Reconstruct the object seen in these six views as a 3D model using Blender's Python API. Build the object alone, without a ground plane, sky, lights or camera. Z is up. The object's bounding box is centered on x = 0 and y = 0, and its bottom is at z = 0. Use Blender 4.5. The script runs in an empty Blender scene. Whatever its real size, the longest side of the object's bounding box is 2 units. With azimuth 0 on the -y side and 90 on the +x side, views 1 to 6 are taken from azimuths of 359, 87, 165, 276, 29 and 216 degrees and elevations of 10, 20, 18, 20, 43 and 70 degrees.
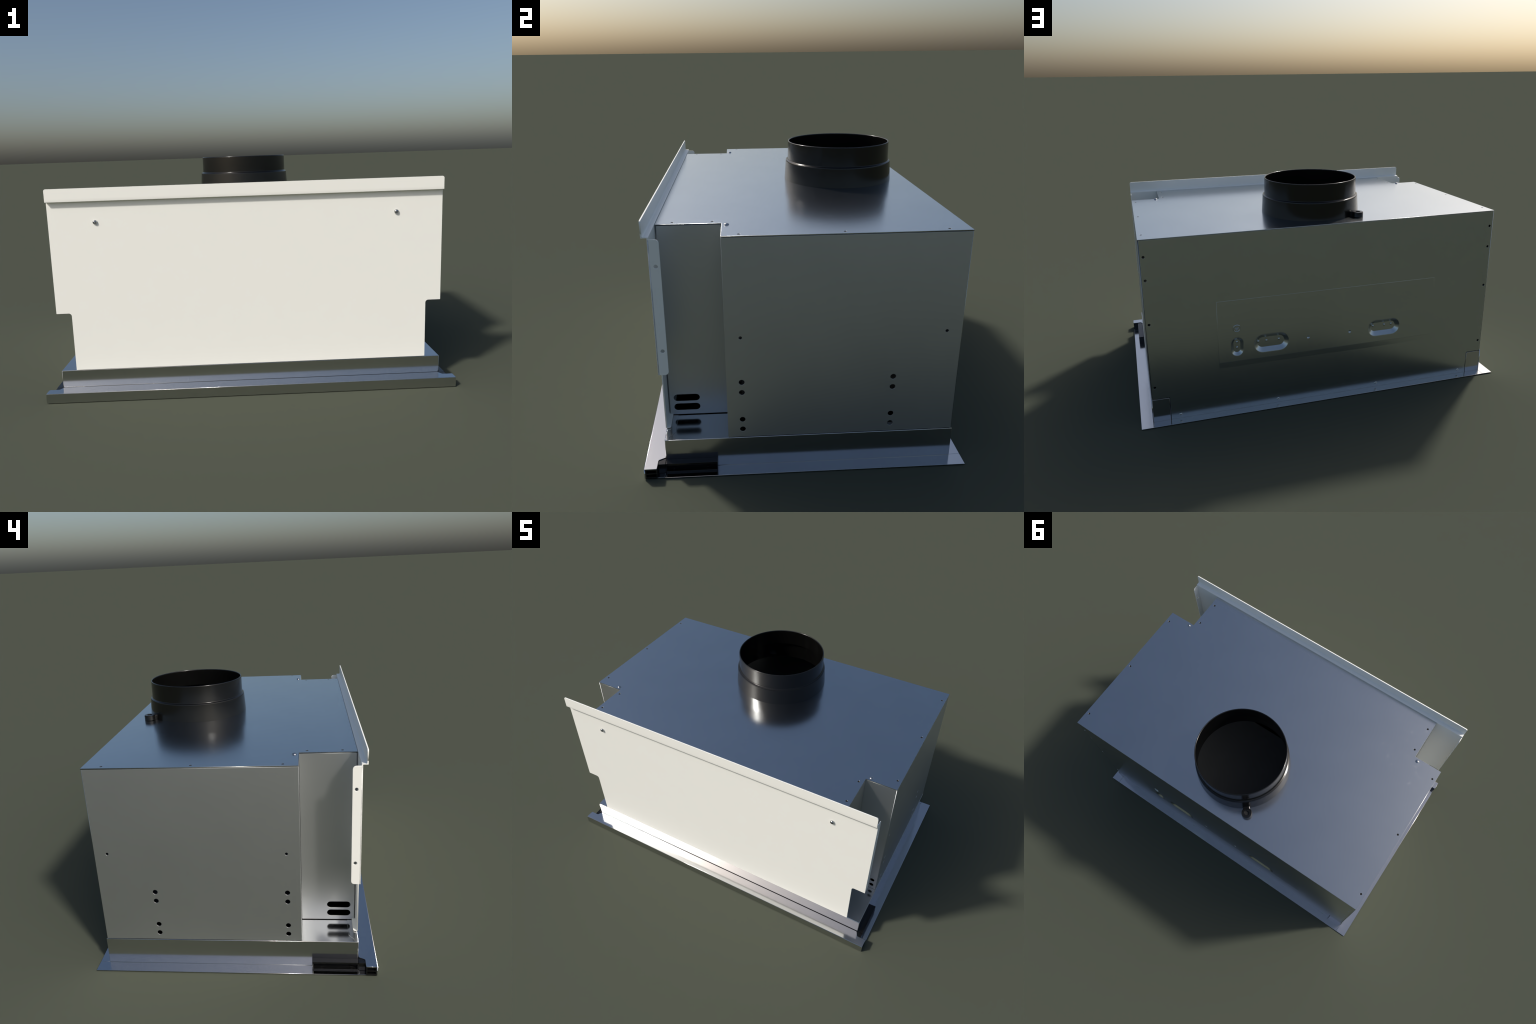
"""Built-in cooker hood: a folded galvanised-steel housing with notched front corners, a white
painted front panel, a stainless base tray with flanges and pull-out visor, and a black duct collar."""
import bpy, bmesh, math
from mathutils import Matrix, Vector
from math import pi, cos, sin

# ------------------------------------------------------------------ dimensions (metres)
BODY_X, BODY_BACK, NOTCH_Y, FRONT_Y = 0.9385, 0.590, -0.306, -0.553
NECK_X = 0.7755                     # half width of the narrow front section
TOP_Z, BASE_Z = 0.967, 0.1325        # housing top, base tray top
BASE_X, BASE_FRONT = 0.9415, -0.5565
FLANGE_X, FLANGE_BACK = 0.9992, 0.6363
SHEET = 0.0028                      # sheet metal thickness
DUCT = Vector((0.0, 0.2587, 0.0))   # duct axis

# ------------------------------------------------------------------ materials
def node_mat(name):
    m = bpy.data.materials.new(name); m.use_nodes = True
    nt = m.node_tree; nt.nodes.clear()
    out = nt.nodes.new('ShaderNodeOutputMaterial')
    p = nt.nodes.new('ShaderNodeBsdfPrincipled')
    nt.links.new(p.outputs[0], out.inputs[0])
    return m, nt, p

def add(nt, kind, **kw):
    n = nt.nodes.new(kind)
    for k, v in kw.items():
        if hasattr(n, k): setattr(n, k, v)
        else: n.inputs[k.replace('_', ' ').title()].default_value = v
    return n

def noise(nt, coord, scale, detail=3.0, rough=0.5):
    n = nt.nodes.new('ShaderNodeTexNoise')
    n.inputs['Scale'].default_value = scale
    n.inputs['Detail'].default_value = detail
    n.inputs['Roughness'].default_value = rough
    nt.links.new(coord, n.inputs['Vector'])
    return n.outputs['Fac']

def ramp(nt, fac, stops):
    r = nt.nodes.new('ShaderNodeValToRGB')
    el = r.color_ramp.elements
    while len(el) < len(stops): el.new(0.5)
    for e, (pos, c) in zip(el, stops):
        e.position = pos; e.color = (c[0], c[1], c[2], 1) if not isinstance(c, float) else (c, c, c, 1)
    nt.links.new(fac, r.inputs[0])
    return r.outputs[0]

def math_node(nt, op, a, b):
    n = nt.nodes.new('ShaderNodeMath'); n.operation = op
    for i, v in enumerate((a, b)):
        if isinstance(v, (int, float)): n.inputs[i].default_value = v
        else: nt.links.new(v, n.inputs[i])
    return n.outputs[0]

def bump(nt, p, height, strength, distance):
    b = nt.nodes.new('ShaderNodeBump')
    b.inputs['Strength'].default_value = strength
    b.inputs['Distance'].default_value = distance
    nt.links.new(height, b.inputs['Height'])
    nt.links.new(b.outputs[0], p.inputs['Normal'])

def sheet_steel(name, tone, rough, smudge=0.0):
    """bare sheet metal: barely visible mottling and, where asked, sparse handling smudges"""
    m, nt, p = node_mat(name)
    co = nt.nodes.new('ShaderNodeTexCoord').outputs['Object']
    p.inputs['Metallic'].default_value = 1.0
    mott = noise(nt, co, 5.0, 3.0)
    lo = tuple(c * 0.985 for c in tone); hi = tuple(min(1, c * 1.015) for c in tone)
    nt.links.new(ramp(nt, mott, [(0.3, lo), (0.7, hi)]), p.inputs['Base Color'])
    p.inputs['Roughness'].default_value = rough
    if smudge:   # speckle that only exists inside a few larger patches
        patch = ramp(nt, noise(nt, co, 2.6, 2.0), [(0.60, 0.0), (0.70, 1.0)])
        speck = ramp(nt, noise(nt, co, 30.0, 5.0, 0.6), [(0.58, 0.0), (0.70, 1.0)])
        mask = math_node(nt, 'MULTIPLY', patch, speck)
        nt.links.new(math_node(nt, 'ADD', math_node(nt, 'MULTIPLY', mask, smudge), rough), p.inputs['Roughness'])
    return m

MAT_TOP = sheet_steel('galvanised_top_sheet', (0.565, 0.590, 0.600), 0.20, 0.07)
MAT_ZINC = sheet_steel('galvanised_sheet', (0.590, 0.605, 0.605), 0.46)
MAT_BACK = sheet_steel('galvanised_back_sheet', (0.560, 0.595, 0.585), 0.26)
MAT_STEEL = sheet_steel('stainless_sheet', (0.60, 0.605, 0.61), 0.15)

def plain(name, col, rough, metallic=0.0, grain=0.0, grain_scale=200.0, vary=0.03):
    m, nt, p = node_mat(name)
    co = nt.nodes.new('ShaderNodeTexCoord').outputs['Object']
    f = noise(nt, co, 9.0, 3.0)
    lo = tuple(c * (1 - vary) for c in col); hi = tuple(min(1, c * (1 + vary)) for c in col)
    nt.links.new(ramp(nt, f, [(0.3, lo), (0.7, hi)]), p.inputs['Base Color'])
    p.inputs['Roughness'].default_value = rough
    p.inputs['Metallic'].default_value = metallic
    if grain: bump(nt, p, noise(nt, co, grain_scale, 2.0), 0.4, grain)
    return m

MAT_WHITE = plain('white_paint', (0.955, 0.950, 0.885), 0.40, vary=0.004)
MAT_BLACK = plain('black_plastic', (0.005, 0.005, 0.005), 0.18, vary=0.1)
MAT_DUCT = plain('black_duct_plastic', (0.0035, 0.0035, 0.0033), 0.20, vary=0.1)
MAT_FLAP = plain('matt_black_flap', (0.012, 0.012, 0.013), 0.45, grain=0.0006, vary=0.1)
MAT_SCREW = plain('bright_screw_steel', (0.45, 0.46, 0.47), 0.12, metallic=1.0)
MAT_FILTER = plain('charcoal_filter_felt', (0.22, 0.225, 0.235), 0.8, grain=0.002, grain_scale=90.0)
MAT_PALE = plain('pale_strip_tone', (0.60, 0.60, 0.56), 0.5)  # for the added strip that imitates a lit patch inside
MAT_DARK = plain('matt_near_black', (0.002, 0.002, 0.002), 0.9)  # near-black for the partition and the added hole plugs and shade strips
MAT_INNER = plain('grey_felt', (0.55, 0.52, 0.48), 0.8, vary=0.2)

# ------------------------------------------------------------------ object helpers
ROOT = bpy.data.objects.new('cooker_hood', None)
bpy.context.scene.collection.objects.link(ROOT)
ROOT['label'] = 'boxy steel built-in cooker hood, white front, black duct collar'
ROOT['category'] = 'cooker hood'

def register(name, mesh, mat, parent=None):
    o = bpy.data.objects.new(name, mesh)
    if not mesh.materials: mesh.materials.append(mat)
    bpy.context.scene.collection.objects.link(o)
    o.parent = parent or ROOT
    return o

def smooth(mesh, deg=35):
    mesh.shade_smooth(); mesh.set_sharp_from_angle(angle=math.radians(deg))

def rounded(points, radii=0.0, seg=6):
    """polygon with filleted corners; radii is one number or one per corner"""
    n = len(points); out = []
    for i, p in enumerate(points):
        r = radii[i] if isinstance(radii, (list, tuple)) else radii
        p = Vector(p)
        if r <= 0: out.append(p); continue
        a = (Vector(points[i - 1]) - p).normalized(); b = (Vector(points[(i + 1) % n]) - p).normalized()
        half = a.angle(b) / 2
        d = r / math.tan(half)
        c = p + (a + b).normalized() * (r / math.sin(half))
        s, e = p + a * d - c, p + b * d - c
        ang = math.atan2(s.x * e.y - s.y * e.x, s.dot(e))
        for k in range(seg + 1):
            t = ang * k / seg
            out.append(c + Vector((s.x * cos(t) - s.y * sin(t), s.x * sin(t) + s.y * cos(t))))
    return out

def box2(x0, x1, y0, y1): return [(x0, y0), (x1, y0), (x1, y1), (x0, y1)]

def circle2(c, r, n=24): return [Vector((c[0] + r * cos(2 * pi * k / n), c[1] + r * sin(2 * pi * k / n))) for k in range(n)]

def slot2(c, w, h, n=14):
    """stadium outline of full width w and height h"""
    r = min(w, h) / 2; pts = []
    for k in range(2 * n):
        first = k < n
        if w >= h:
            a = -pi / 2 + pi * (k if first else k - n) / (n - 1) + (0 if first else pi)
            pts.append(Vector((c[0] + (1 if first else -1) * (w / 2 - r) + r * cos(a), c[1] + r * sin(a))))
        else:
            a = pi * (k if first else k - n) / (n - 1) + (0 if first else pi)
            pts.append(Vector((c[0] + r * cos(a), c[1] + (1 if first else -1) * (h / 2 - r) + r * sin(a))))
    return pts

FACES = {  # outward frame of each kind of sheet: local x, local y, outward normal
    'top': ((1, 0, 0), (0, 1, 0), (0, 0, 1)),
    'front': ((1, 0, 0), (0, 0, 1), (0, -1, 0)),
    'back': ((-1, 0, 0), (0, 0, 1), (0, 1, 0)),
    'right': ((0, 1, 0), (0, 0, 1), (1, 0, 0)),
    'left': ((0, -1, 0), (0, 0, 1), (-1, 0, 0)),
}

def sheet(name, face, at, outline, mat, holes=(), t=SHEET, bev=0.0008, parent=None):
    """folded-sheet part: a 2D outline with holes, extruded inwards from the plane `at`.
    Outline and holes are given in world coordinates of the plane's two axes."""
    fx, fy, fn = (Vector(v) for v in FACES[face])
    sx = sum(fx)                        # sign of the local x axis
    cu = bpy.data.curves.new('profile', 'CURVE')
    cu.dimensions = '2D'; cu.fill_mode = 'BOTH'
    cu.bevel_depth = bev; cu.bevel_resolution = 1
    cu.extrude = t / 2 - bev; cu.offset = -bev
    for loop in [outline, *holes]:
        s = cu.splines.new('POLY'); s.use_cyclic_u = True
        s.points.add(len(loop) - 1)
        for q, p in zip(s.points, loop): q.co = (p[0] * sx, p[1], 0, 1)
    tmp = bpy.data.objects.new('profile', cu)
    bpy.context.scene.collection.objects.link(tmp)
    me = bpy.data.meshes.new_from_object(tmp.evaluated_get(bpy.context.evaluated_depsgraph_get()))
    bpy.data.objects.remove(tmp); bpy.data.curves.remove(cu)
    sn = sum(fn)
    org = fn * (at * sn - t / 2)
    M = Matrix(((fx.x, fy.x, fn.x, org.x), (fx.y, fy.y, fn.y, org.y), (fx.z, fy.z, fn.z, org.z), (0, 0, 0, 1)))
    me.transform(M)
    me.name = name; me.materials.clear()
    return register(name, me, mat, parent)

def solid(name, lo, hi, mat, bev=0.002, parent=None):
    bm = bmesh.new()
    bmesh.ops.create_cube(bm, size=1)
    c = [(a + b) / 2 for a, b in zip(lo, hi)]; d = [abs(b - a) for a, b in zip(lo, hi)]
    bmesh.ops.transform(bm, matrix=Matrix.Translation(c) @ Matrix.Diagonal((*d, 1)), verts=bm.verts)
    if bev: bmesh.ops.bevel(bm, geom=bm.edges[:], offset=bev, segments=2, affect='EDGES', profile=0.5)
    me = bpy.data.meshes.new(name); bm.to_mesh(me); bm.free()
    return register(name, me, mat, parent)

def turned(name, profile, mat, at=(0, 0, 0), axis='Z', n=96, parent=None, deg=35):
    """solid of revolution from (radius, height) points; a closed profile gives a ring"""
    bm = bmesh.new(); rings = []
    full = [profile[0]]                 # support rings keep long straight walls straight in shading
    for (r0, h0), (r1, h1) in zip(profile, profile[1:]):
        L = math.hypot(r1 - r0, h1 - h0)
        if L > 0.015:
            for t in (0.0012 / L, 1 - 0.0012 / L): full.append((r0 + (r1 - r0) * t, h0 + (h1 - h0) * t))
        full.append((r1, h1))
    for r, h in full:
        if r < 1e-6: rings.append([bm.verts.new((0, 0, h))])
        else: rings.append([bm.verts.new((r * cos(2 * pi * k / n), r * sin(2 * pi * k / n), h)) for k in range(n)])
    for a, b in zip(rings, rings[1:]):
        for k in range(n):
            q = [a[k % len(a)], a[(k + 1) % n % len(a)], b[(k + 1) % n % len(b)], b[k % len(b)]]
            q = list(dict.fromkeys(q))
            if len(q) > 2: bm.faces.new(q)
    bmesh.ops.remove_doubles(bm, verts=bm.verts, dist=1e-6)
    bmesh.ops.recalc_face_normals(bm, faces=bm.faces)
    if axis != 'Z':
        R = {'-Y': Matrix.Rotation(pi / 2, 4, 'X'), '+Y': Matrix.Rotation(-pi / 2, 4, 'X'),
             '+X': Matrix.Rotation(pi / 2, 4, 'Y'), '-X': Matrix.Rotation(-pi / 2, 4, 'Y')}[axis]
        bmesh.ops.transform(bm, matrix=R, verts=bm.verts)
    bmesh.ops.transform(bm, matrix=Matrix.Translation(at), verts=bm.verts)
    me = bpy.data.meshes.new(name); bm.to_mesh(me); bm.free()
    smooth(me, deg)
    return register(name, me, mat, parent)

def dome_profile(r, h, flat=0.0, n=6):
    return [(r, 0.0)] + [(flat + (r - flat) * cos(a), h * sin(a)) for a in [pi / 2 * k / n for k in range(1, n)]] + [(flat, h), (0.0, h)][0 if flat else 1:]

def mirrored(fn):
    for s in (1, -1): fn(s, 'right' if s > 0 else 'left')

# ------------------------------------------------------------------ housing
top_outline = [(-BODY_X, BODY_BACK), (-BODY_X, NOTCH_Y), (-NECK_X, NOTCH_Y), (-NECK_X, FRONT_Y),
               (NECK_X, FRONT_Y), (NECK_X, NOTCH_Y), (BODY_X, NOTCH_Y), (BODY_X, BODY_BACK)]
top_holes = [circle2((s * x, y), 0.0056, 16) for s in (1, -1)
             for x, y in ((0.918, -0.243), (0.918, 0.133), (0.918, 0.508), (0.752, -0.491), (0.752, -0.341))]
top_holes.append(circle2((DUCT.x, DUCT.y), 0.2605, 128))
TOP = sheet('top_panel', 'top', TOP_Z, top_outline, MAT_TOP, top_holes, t=0.004, bev=0.0005)
for s in (1, -1):
    turned('rivet', dome_profile(0.0105, 0.007), MAT_SCREW, (s * 0.798, -0.2875, TOP_Z - 0.0005), n=24, parent=TOP)

for s in (1, -1):       # dark plugs added in the small fixing holes, standing in for their shade
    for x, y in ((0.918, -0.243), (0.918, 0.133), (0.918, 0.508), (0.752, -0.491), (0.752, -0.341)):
        turned('dark_hole_plug', [(0.0, -0.0003), (0.0057, -0.0003), (0.0057, -0.0045), (0.0, -0.0045)], MAT_DARK, (s * x, y, TOP_Z), n=16, parent=TOP)
SIDE_TOP = TOP_Z - 0.0055
def build_side(s, face):
    pts = [((y, z), r) for y, z, r in ((-0.248, 0.571, .0062), (0.530, 0.571, .0062))]
    pts += [((y, z), .0112) for y in (-0.248, 0.337) for z in (0.381, 0.336, 0.214, 0.1695)]
    holes = [circle2(c, r, 24) for c, r in pts]
    p = sheet('side_panel', face, s * BODY_X, box2(NOTCH_Y, BODY_BACK - 0.003, BASE_Z + 0.0015, SIDE_TOP), MAT_ZINC, holes, bev=0.0005)
    # panel closing the notch, facing forward
    sheet('notch_panel', 'front', NOTCH_Y + 0.0008, box2(*sorted((s * (NECK_X - 0.004), s * (BODY_X - 0.0015))), BASE_Z + 0.0015, SIDE_TOP), MAT_ZINC,
          [circle2((s * 0.909, z), 0.0125, 24) for z in (0.211, 0.167)], bev=0.0005, parent=p)
    # side of the narrow front section with its two cable slots
    slots = [slot2((-0.478, z), 0.108, 0.032) for z in (0.216, 0.172)]
    sheet('neck_panel', face, s * NECK_X, box2(FRONT_Y + 0.004, NOTCH_Y - 0.001, BASE_Z + 0.0035, SIDE_TOP), MAT_ZINC, slots, bev=0.0005, parent=p)
mirrored(build_side)
sheet('housing_front', 'front', FRONT_Y + 0.0005, box2(-NECK_X + 0.004, NECK_X - 0.004, 0.140, SIDE_TOP), MAT_ZINC)

# ---- back panel, its shallow raised field and the three pressed cable recesses
TAB_X, TAB_Z = 0.848, 0.130
RECESS = [  # centre x, centre z, width, height, wall slope, depth, dimple offsets
    (0.314, 0.364, 0.184, 0.097, 0.021, 0.015, [(-0.067, 0.013), (-0.024, 0.013), (0.043, 0.013)]),
    (-0.3165, 0.364, 0.184, 0.090, 0.021, 0.015, [(-0.058, 0.014), (0.008, 0.014), (0.049, 0.014)]),
    (0.4935, 0.3645, 0.063, 0.099, 0.014, 0.011, [(0.0, 0.027), (0.0, -0.003)])]
back_outline = [(-BODY_X + 0.0045, TAB_Z + 0.003), (-TAB_X, TAB_Z + 0.003), (-TAB_X, 0.003), (TAB_X, 0.003),
                (TAB_X, TAB_Z + 0.003), (BODY_X - 0.0045, TAB_Z + 0.003), (BODY_X - 0.0045, TOP_Z - 0.0045), (-BODY_X + 0.0045, TOP_Z - 0.0045)]
cuts = [slot2((x, z), w, h) for x, z, w, h, *_ in RECESS]
dots = [circle2((s * 0.918, z), 0.0066, 18) for s in (1, -1) for z in (0.882, 0.766, 0.5405, 0.1985)]
pips = [circle2((x, 0.365), 0.0075, 16) for x in (0.115, -0.118)]
BACK = sheet('back_panel', 'back', BODY_BACK, back_outline, MAT_BACK, cuts + dots + pips, bev=0.0005)

# raised field: flush at its upper edge, about 4 mm proud at its lower edge, with a sloped lower border
def field():
    x0, x1, z0, zs, z1 = -0.604, 0.590, 0.253, 0.284, 0.619
    rise, lift = 0.0017, 0.0003
    f = sheet('raised_field', 'back', BODY_BACK + lift, rounded(box2(x0, x1, zs, z1), 0.0, 3), MAT_BACK, cuts + pips, t=0.003, bev=0.0007, parent=BACK)
    me = f.data
    for v in me.vertices:      # lean the field outwards towards its lower edge
        v.co.y += rise * (z1 - v.co.z) / (z1 - zs)
    y = BODY_BACK + lift
    bm = bmesh.new()
    prof = [(y + rise, zs), (BODY_BACK + 0.0003, z0), (BODY_BACK - 0.002, z0), (BODY_BACK - 0.002, zs)]
    a = [bm.verts.new((x0, *p)) for p in prof]; b = [bm.verts.new((x1, *p)) for p in prof]
    for k in range(4): bm.faces.new((a[k], a[(k + 1) % 4], b[(k + 1) % 4], b[k]))
    bm.faces.new(a[::-1]); bm.faces.new(b)
    bmesh.ops.recalc_face_normals(bm, faces=bm.faces)
    m2 = bpy.data.meshes.new('field_border'); bm.to_mesh(m2); bm.free()
    register('field_border', m2, MAT_BACK, BACK)
    return lambda z: y + rise * (z1 - z) / (z1 - zs)
field_y = field()

def recess(x, z, w, h, slope, depth, dimples):
    bm = bmesh.new()
    def loop(inset, d):
        return [bm.verts.new((p.x, field_y(p.y) + 0.0002 - d, p.y)) for p in slot2((x, z), w - 2 * inset, h - 2 * inset, 18)]
    loops = [loop(-0.003, 0.0), loop(0.0, 0.0008), loop(0.0025, 0.003), loop(slope - 0.003, depth - 0.002), loop(slope, depth)]
    for a, b in zip(loops, loops[1:]):
        for k in range(len(a)): bm.faces.new((a[k], b[k], b[(k + 1) % len(b)], a[(k + 1) % len(a)]))
    bm.faces.new(loops[-1])
    bmesh.ops.recalc_face_normals(bm, faces=bm.faces)
    if bm.faces[-1].normal.y < 0: bmesh.ops.reverse_faces(bm, faces=bm.faces)
    me = bpy.data.meshes.new('cable_recess'); bm.to_mesh(me); bm.free(); smooth(me, 28)
    r = register('cable_recess', me, MAT_BACK, BACK)
    for dx, dz in dimples:
        turned('dimple', dome_profile(0.0065, 0.005), MAT_BACK, (x - dx, field_y(z) - depth, z + dz - 0.006), '+Y', 18, r)
for spec in RECESS: recess(*spec)
for x in (0.115, -0.118):        # blind pressed pips
    turned('pressed_pip', [(0.0085, 0.0006), (0.0068, -0.002), (0.0, -0.006)], MAT_BACK, (x, field_y(0.365), 0.365), '+Y', 18, BACK)
for x in (0.80, 0.283, -0.283, -0.80):
    turned('rivet', dome_profile(0.0085, 0.004), MAT_BACK, (x, BODY_BACK - 0.0003, 0.0245), '+Y', 20, BACK)

# earth symbol pressed into the field
def earth(x, z):
    y = field_y(z)
    ring = [(0.0178 + 0.0021 * cos(a), 0.0022 * sin(a)) for a in [2 * pi * k / 8 for k in range(9)]]
    mark = turned('earth_mark', ring, MAT_BACK, (x, y, z), '+Y', 40, BACK)
    bm = bmesh.new()
    def bar(cx, cz, w, h):
        r = bmesh.ops.create_cube(bm, size=1)
        bmesh.ops.transform(bm, matrix=Matrix.Translation((cx, y + 0.0008, cz)) @ Matrix.Diagonal((w, 0.0034, h, 1)), verts=r['verts'])
    bar(x, z + 0.0075, 0.0026, 0.012)
    for dz, w in ((0.001, 0.022), (-0.0045, 0.015), (-0.010, 0.008)): bar(x, z + dz, w, 0.0026)
    bmesh.ops.bevel(bm, geom=bm.edges[:], offset=0.0007, segments=1, affect='EDGES')
    me = bpy.data.meshes.new('earth_lines'); bm.to_mesh(me); bm.free()
    register('earth_lines', me, MAT_BACK, mark)
earth(0.493, 0.466)

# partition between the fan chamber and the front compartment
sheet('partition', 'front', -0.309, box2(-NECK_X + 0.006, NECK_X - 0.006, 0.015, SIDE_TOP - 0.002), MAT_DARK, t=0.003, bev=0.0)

# fan cover glimpsed through the side holes
solid('fan_cover', (0.745, 0.26, 0.20), (0.775, 0.55, 0.45), MAT_INNER, 0.0)

# ------------------------------------------------------------------ base tray
BASE = sheet('base_top', 'top', BASE_Z, box2(-BASE_X + 0.0005, BASE_X - 0.0005, BASE_FRONT + 0.012, BODY_BACK - 0.006), MAT_STEEL,
             [box2(-0.925, 0.925, -0.30, 0.575)], t=0.004, bev=0.001)
def build_base_side(s, face):
    sheet('base_wall', face, s * BASE_X, box2(BASE_FRONT + 0.001, BODY_BACK + 0.0015, 0.0030, BASE_Z - 0.0004), MAT_STEEL, t=0.005, bev=0.0013, parent=BASE)
    sheet('corner_tab', 'back', BODY_BACK, box2(*sorted((s * (TAB_X + 0.003), s * (BODY_X - 0.0015))), 0.003, TAB_Z - 0.001), MAT_STEEL, parent=BASE)
    fl = box2(*sorted((s * (BODY_X + 0.0002), s * FLANGE_X)), BASE_FRONT - 0.001, FLANGE_BACK)
    sheet('side_flange', 'top', 0.003, fl, MAT_STEEL, t=0.003, bev=0.0006, parent=BASE)
mirrored(build_base_side)
sheet('base_wall', 'front', BASE_FRONT, box2(-BASE_X + 0.0012, BASE_X - 0.0012, 0.003, BASE_Z + 0.0008), MAT_STEEL, t=0.005, bev=0.0013, parent=BASE)
# folded return of the front wall lying on the base top, with cranked ends
w = BASE_X - 0.0015
lip = [(-w, BASE_FRONT + 0.003), (w, BASE_FRONT + 0.003), (w, -0.541), (0.922, -0.5385), (0.892, -0.516),
       (-0.892, -0.516), (-0.922, -0.5385), (-w, -0.541)]
sheet('front_return', 'top', BASE_Z + 0.0009, rounded(lip, [0, 0, 0, .006, .01, .01, .006, 0], 3), MAT_STEEL, t=0.002, bev=0.0006, parent=BASE)
sheet('back_flange', 'top', 0.0028, box2(-BODY_X + 0.0008, BODY_X - 0.0008, BODY_BACK - 0.004, FLANGE_BACK), MAT_STEEL, t=0.0028, bev=0.0006, parent=BASE)
# underside: two grease filters closing the opening
for s in (1, -1):
    sheet('grease_filter', 'top', 0.014, box2(*sorted((s * 0.003, s * 0.934)), BASE_FRONT + 0.006, BODY_BACK - 0.006), MAT_STEEL, t=0.008, parent=BASE)
FILTER = sheet('charcoal_filter', 'top', 0.150, box2(-0.80, 0.80, -0.250, BODY_BACK - 0.008), MAT_FILTER, t=0.02, parent=BASE)
for v in FILTER.data.vertices: v.co.z -= 0.125 * v.co.y        # the filter leans down towards the back
sheet('pale_strip', 'top', 0.1545, box2(0.9112, 0.9345, 0.20, 0.45), MAT_PALE, t=0.02, parent=BASE)  # added pale strip: imitates the bright patch behind a lower side hole

for s in (1, -1):
    sheet('dark_strip', 'top', 0.1562, box2(*sorted((s * 0.80, s * 0.9105)), -0.257, BODY_BACK - 0.009), MAT_DARK, t=0.001, bev=0.0, parent=BASE)  # added dark strips, no real part: keep the inside black behind the side holes

# ------------------------------------------------------------------ pull-out visor and its plastic runners
VF, VB, VZ = -0.6363, -0.586, 0.0475
vis_top = [(-1.0, VF + 0.002), (1.0, VF + 0.002), (1.0, VB), (0.950, VB), (0.936, BASE_FRONT - 0.0028), (-0.936, BASE_FRONT - 0.0028), (-0.950, VB), (-1.0, VB)]
VISOR = sheet('visor_top', 'top', VZ, rounded(vis_top, [0, 0, .004, .006, 0, 0, .006, .004], 3), MAT_STEEL, t=0.003, bev=0.0005)
sheet('visor_front', 'front', VF, rounded(box2(-1.0, 1.0, 0.0, VZ - 0.0006), [.004, .004, 0, 0], 3), MAT_STEEL, t=0.004, bev=0.0003, parent=VISOR)
sheet('visor_bottom', 'top', 0.0025, box2(-0.997, 0.997, VF + 0.004, BASE_FRONT - 0.002), MAT_STEEL, t=0.0022, bev=0.0005, parent=VISOR)
def build_runner(s, face):
    def xr(a, b): return sorted((s * a, s * b))
    def bar(name, xa, xb, y0, y1, z0, z1, parent, bev=0.001):
        x0, x1 = xr(xa, xb)
        return solid(name, (x0, y0, z0), (x1, y1, z1), MAT_BLACK, bev, parent)
    # fixed runner: channel open to the side, closed at both ends
    b = bar('runner', 0.9418, 0.9500, -0.5545, -0.351, 0.0032, 0.0445, None, 0.0006)
    for z0, z1 in ((0.0365, 0.0448), (0.0032, 0.0095)): bar('runner_rib', 0.9495, 0.9715, -0.5545, -0.351, z0, z1, b, 0.0005)
    for y in (-0.5545, -0.3540): bar('runner_rib', 0.9495, 0.9710, y, y + 0.0030, 0.009, 0.037, b, 0.0005)
    bar('runner_rib', 0.9495, 0.9540, -0.55, -0.355, 0.0270, 0.0295, b, 0.0005)
    for y in (-0.5235, -0.3905):
        turned('screw', [(0.0078, 0.0), (0.0076, 0.0016), (0.0060, 0.0026), (0.0042, 0.0026), (0.0034, 0.0008), (0.0, 0.0008)],
               MAT_BLACK, (s * 0.9605, y, 0.0094), 'Z', 20, b)
    # sliding head
    c = bar('sliding_head', 0.938, 0.971, -0.5855, -0.5562, 0.0032, 0.0440, None)
    # end cap of the visor, ribbed, recessed on its outer face
    e = bar('visor_end_cap', 0.945, 0.9600, VF + 0.004, VB, 0.0028, 0.0440, VISOR)
    for z0, z1 in ((0.0385, 0.0440), (0.0005, 0.0075), (0.021, 0.0255)): bar('cap_rib', 0.9595, 0.9992, VF + 0.004, VB, z0, z1, e)
    for y in (VF + 0.004, VB - 0.005): bar('cap_rib', 0.9595, 0.9988, y, y + 0.005, 0.004, 0.0436, e)
mirrored(build_runner)

# ------------------------------------------------------------------ white front panel
PY, PW, LW, PZ, STEP_Z = -0.5595, 0.939, 0.866, 0.1365, 0.4255
fold = 0.968
out = [(-LW, PZ), (LW, PZ), (LW, STEP_Z), (PW, STEP_Z), (PW, fold - 0.008), (-PW, fold - 0.008), (-PW, STEP_Z), (-LW, STEP_Z)]
PANEL = sheet('front_panel', 'front', PY, rounded(out, [0, 0, .014, .002, 0, 0, .002, .014], 5), MAT_WHITE, t=0.005, bev=0.0)
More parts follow.
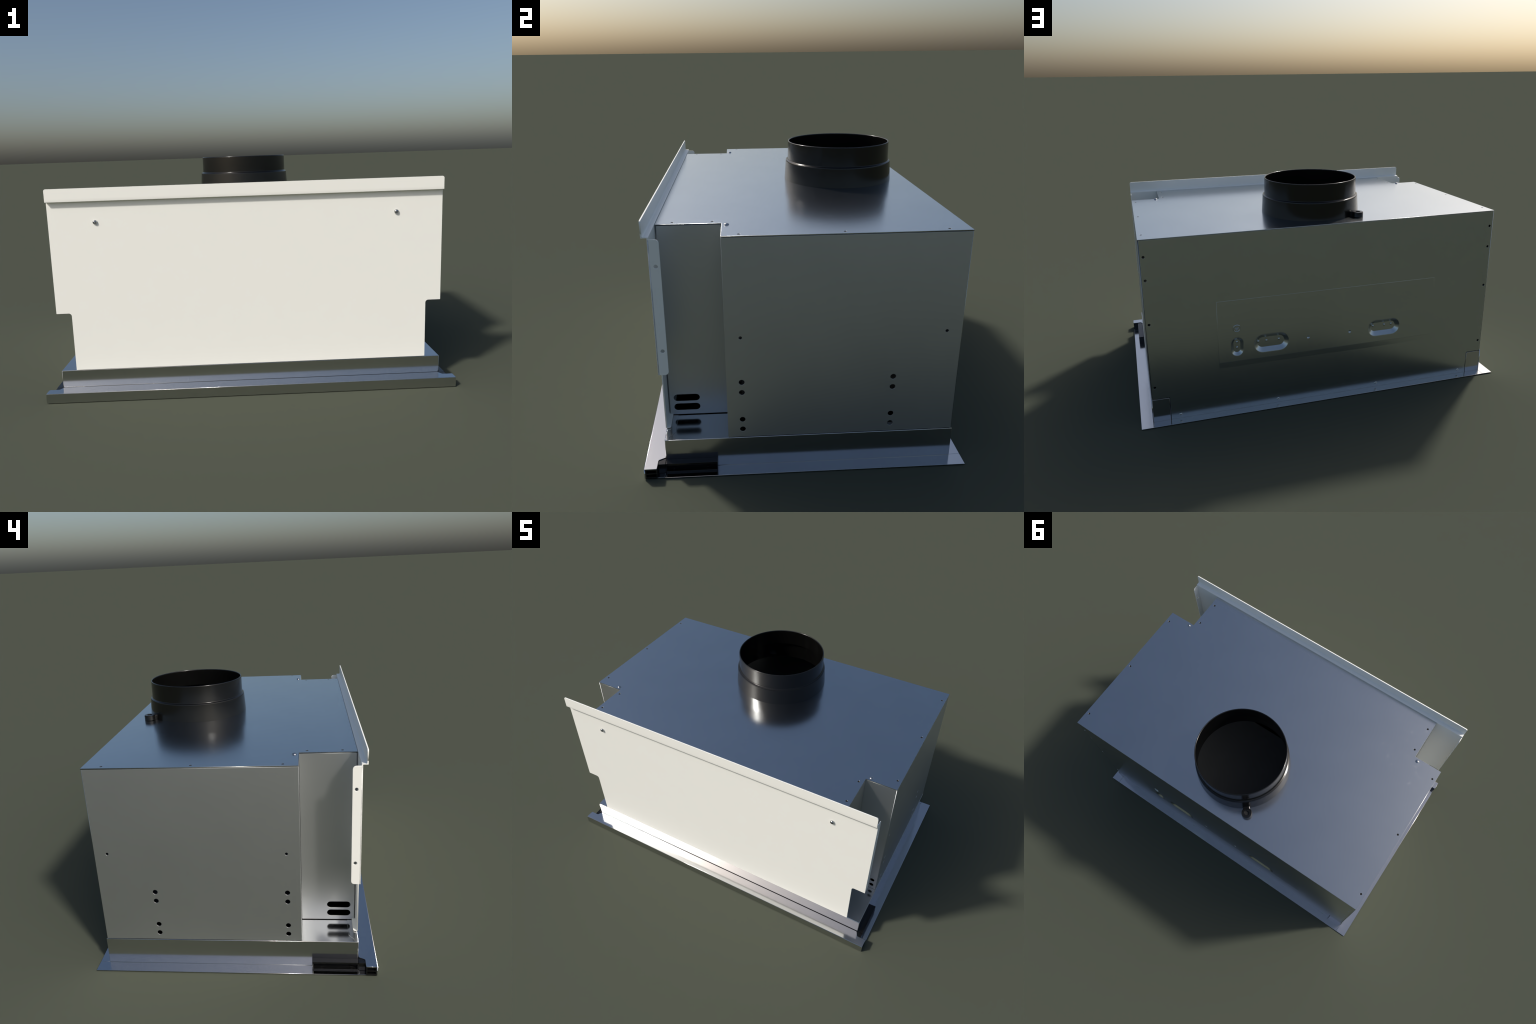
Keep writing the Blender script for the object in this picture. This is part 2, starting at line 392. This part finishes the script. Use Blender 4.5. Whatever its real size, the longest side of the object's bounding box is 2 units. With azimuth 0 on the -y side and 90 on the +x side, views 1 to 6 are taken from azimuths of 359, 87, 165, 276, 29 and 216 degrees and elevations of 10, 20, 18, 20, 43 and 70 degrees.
# joggle that carries the upright lip: one folded section run across the width
prof = [(-0.581, 0.982), (-0.581, 0.9665), (PY, 0.9665), (PY, fold - 0.008), (PY + 0.005, fold - 0.008), (PY + 0.005, 0.9695), (-0.576, 0.9695), (-0.576, 0.982)]
def joggle():
    pts = rounded(prof, [0, .002, .002, 0, 0, .003, .006, 0], 4)
    bm = bmesh.new()
    a = [bm.verts.new((-0.9385, p.x, p.y)) for p in pts]; b = [bm.verts.new((0.9385, p.x, p.y)) for p in pts]
    for k in range(len(pts)):
        k2 = (k + 1) % len(pts); bm.faces.new((a[k], b[k], b[k2], a[k2]))
    bm.faces.new(a); bm.faces.new(b[::-1])
    bmesh.ops.recalc_face_normals(bm, faces=bm.faces)
    me = bpy.data.meshes.new('joggle'); bm.to_mesh(me); bm.free(); smooth(me, 30)
    register('joggle', me, MAT_WHITE, PANEL)
joggle()
bot = box2(-LW, LW, PY + 0.004, -0.5385)
sheet('bottom_return', 'top', PZ + 0.003, rounded(bot, [0, 0, .006, .006], 4), MAT_WHITE, t=0.003, bev=0.0005, parent=PANEL)
sheet('lip', 'front', -0.581, rounded(box2(-0.9385, 0.9385, 0.982, 1.029), [0, 0, .009, .009], 5), MAT_WHITE, t=0.005, bev=0.0, parent=PANEL)
def build_white_side(s, face):
    hole = [circle2((-0.536, z), 0.0075, 18) for z in (0.8615, 0.527)]
    sheet('side_return', face, s * PW, rounded(box2(PY + 0.0003, -0.5195, STEP_Z + 0.0005, 0.9615), [0, .014, .014, 0], 5), MAT_WHITE, hole, t=0.004, bev=0.0008, parent=PANEL)
    sc = turned('screw', [(0.0108, 0), (0.0108, 0.004), (0.0094, 0.0075), (0.0066, 0.0098), (0.0044, 0.0104), (0.0036, 0.006), (0.0, 0.005)],
                MAT_SCREW, (s * 0.7175, PY, 0.8665), '-Y', 28, PANEL)
mirrored(build_white_side)

# ------------------------------------------------------------------ duct collar
duct_profile = [(0.2632, 0.9672), (0.2596, 0.9672), (0.2596, 0.9610), (0.2586, 0.9610), (0.2584, 0.9690), (0.2525, 1.0545), (0.2425, 1.0620), (0.2408, 1.1490), (0.2416, 1.1508), (0.2428, 1.1517), (0.2440, 1.1519), (0.2454, 1.1514), (0.2464, 1.1503), (0.2468, 1.1488),
                (0.2478, 1.0640), (0.2484, 1.0622), (0.2500, 1.0610), (0.2545, 1.0598), (0.2566, 1.0582), (0.2576, 1.0550),
                (0.2632, 0.9672)]
DUCTOBJ = turned('duct_collar', duct_profile, MAT_DUCT, DUCT, n=128)
def lug():
    c = Vector((-0.187, 0.489)); d = (c - Vector((DUCT.x, DUCT.y))).normalized(); n = Vector((-d.y, d.x))
    ring = [(0.0125, 0.9835), (0.0125, 0.9930), (0.0140, 0.9945), (0.0255, 0.9945), (0.0280, 0.9925), (0.0285, 0.9900), (0.0285, 0.9690), (0.0, 0.9690)]
    r = turned('clamp_lug', ring, MAT_BLACK, (c.x, c.y, 0), n=40, parent=DUCTOBJ)
    turned('clamp_bolt', [(0.0128, 0.9690), (0.0128, 0.9860), (0.0, 0.9860)], MAT_FLAP, (c.x, c.y, 0), n=24, parent=r)
    arm = solid('clamp_arm', (-0.019, -0.022, 0.9665), (0.019, 0.022, 0.9925), MAT_BLACK, 0.004, DUCTOBJ)
    ang = math.atan2(d.y, d.x) - pi / 2
    p = Vector((DUCT.x, DUCT.y)) + d * 0.262
    arm.data.transform(Matrix.Translation((p.x, p.y, 0)) @ Matrix.Rotation(ang, 4, 'Z'))
lug()
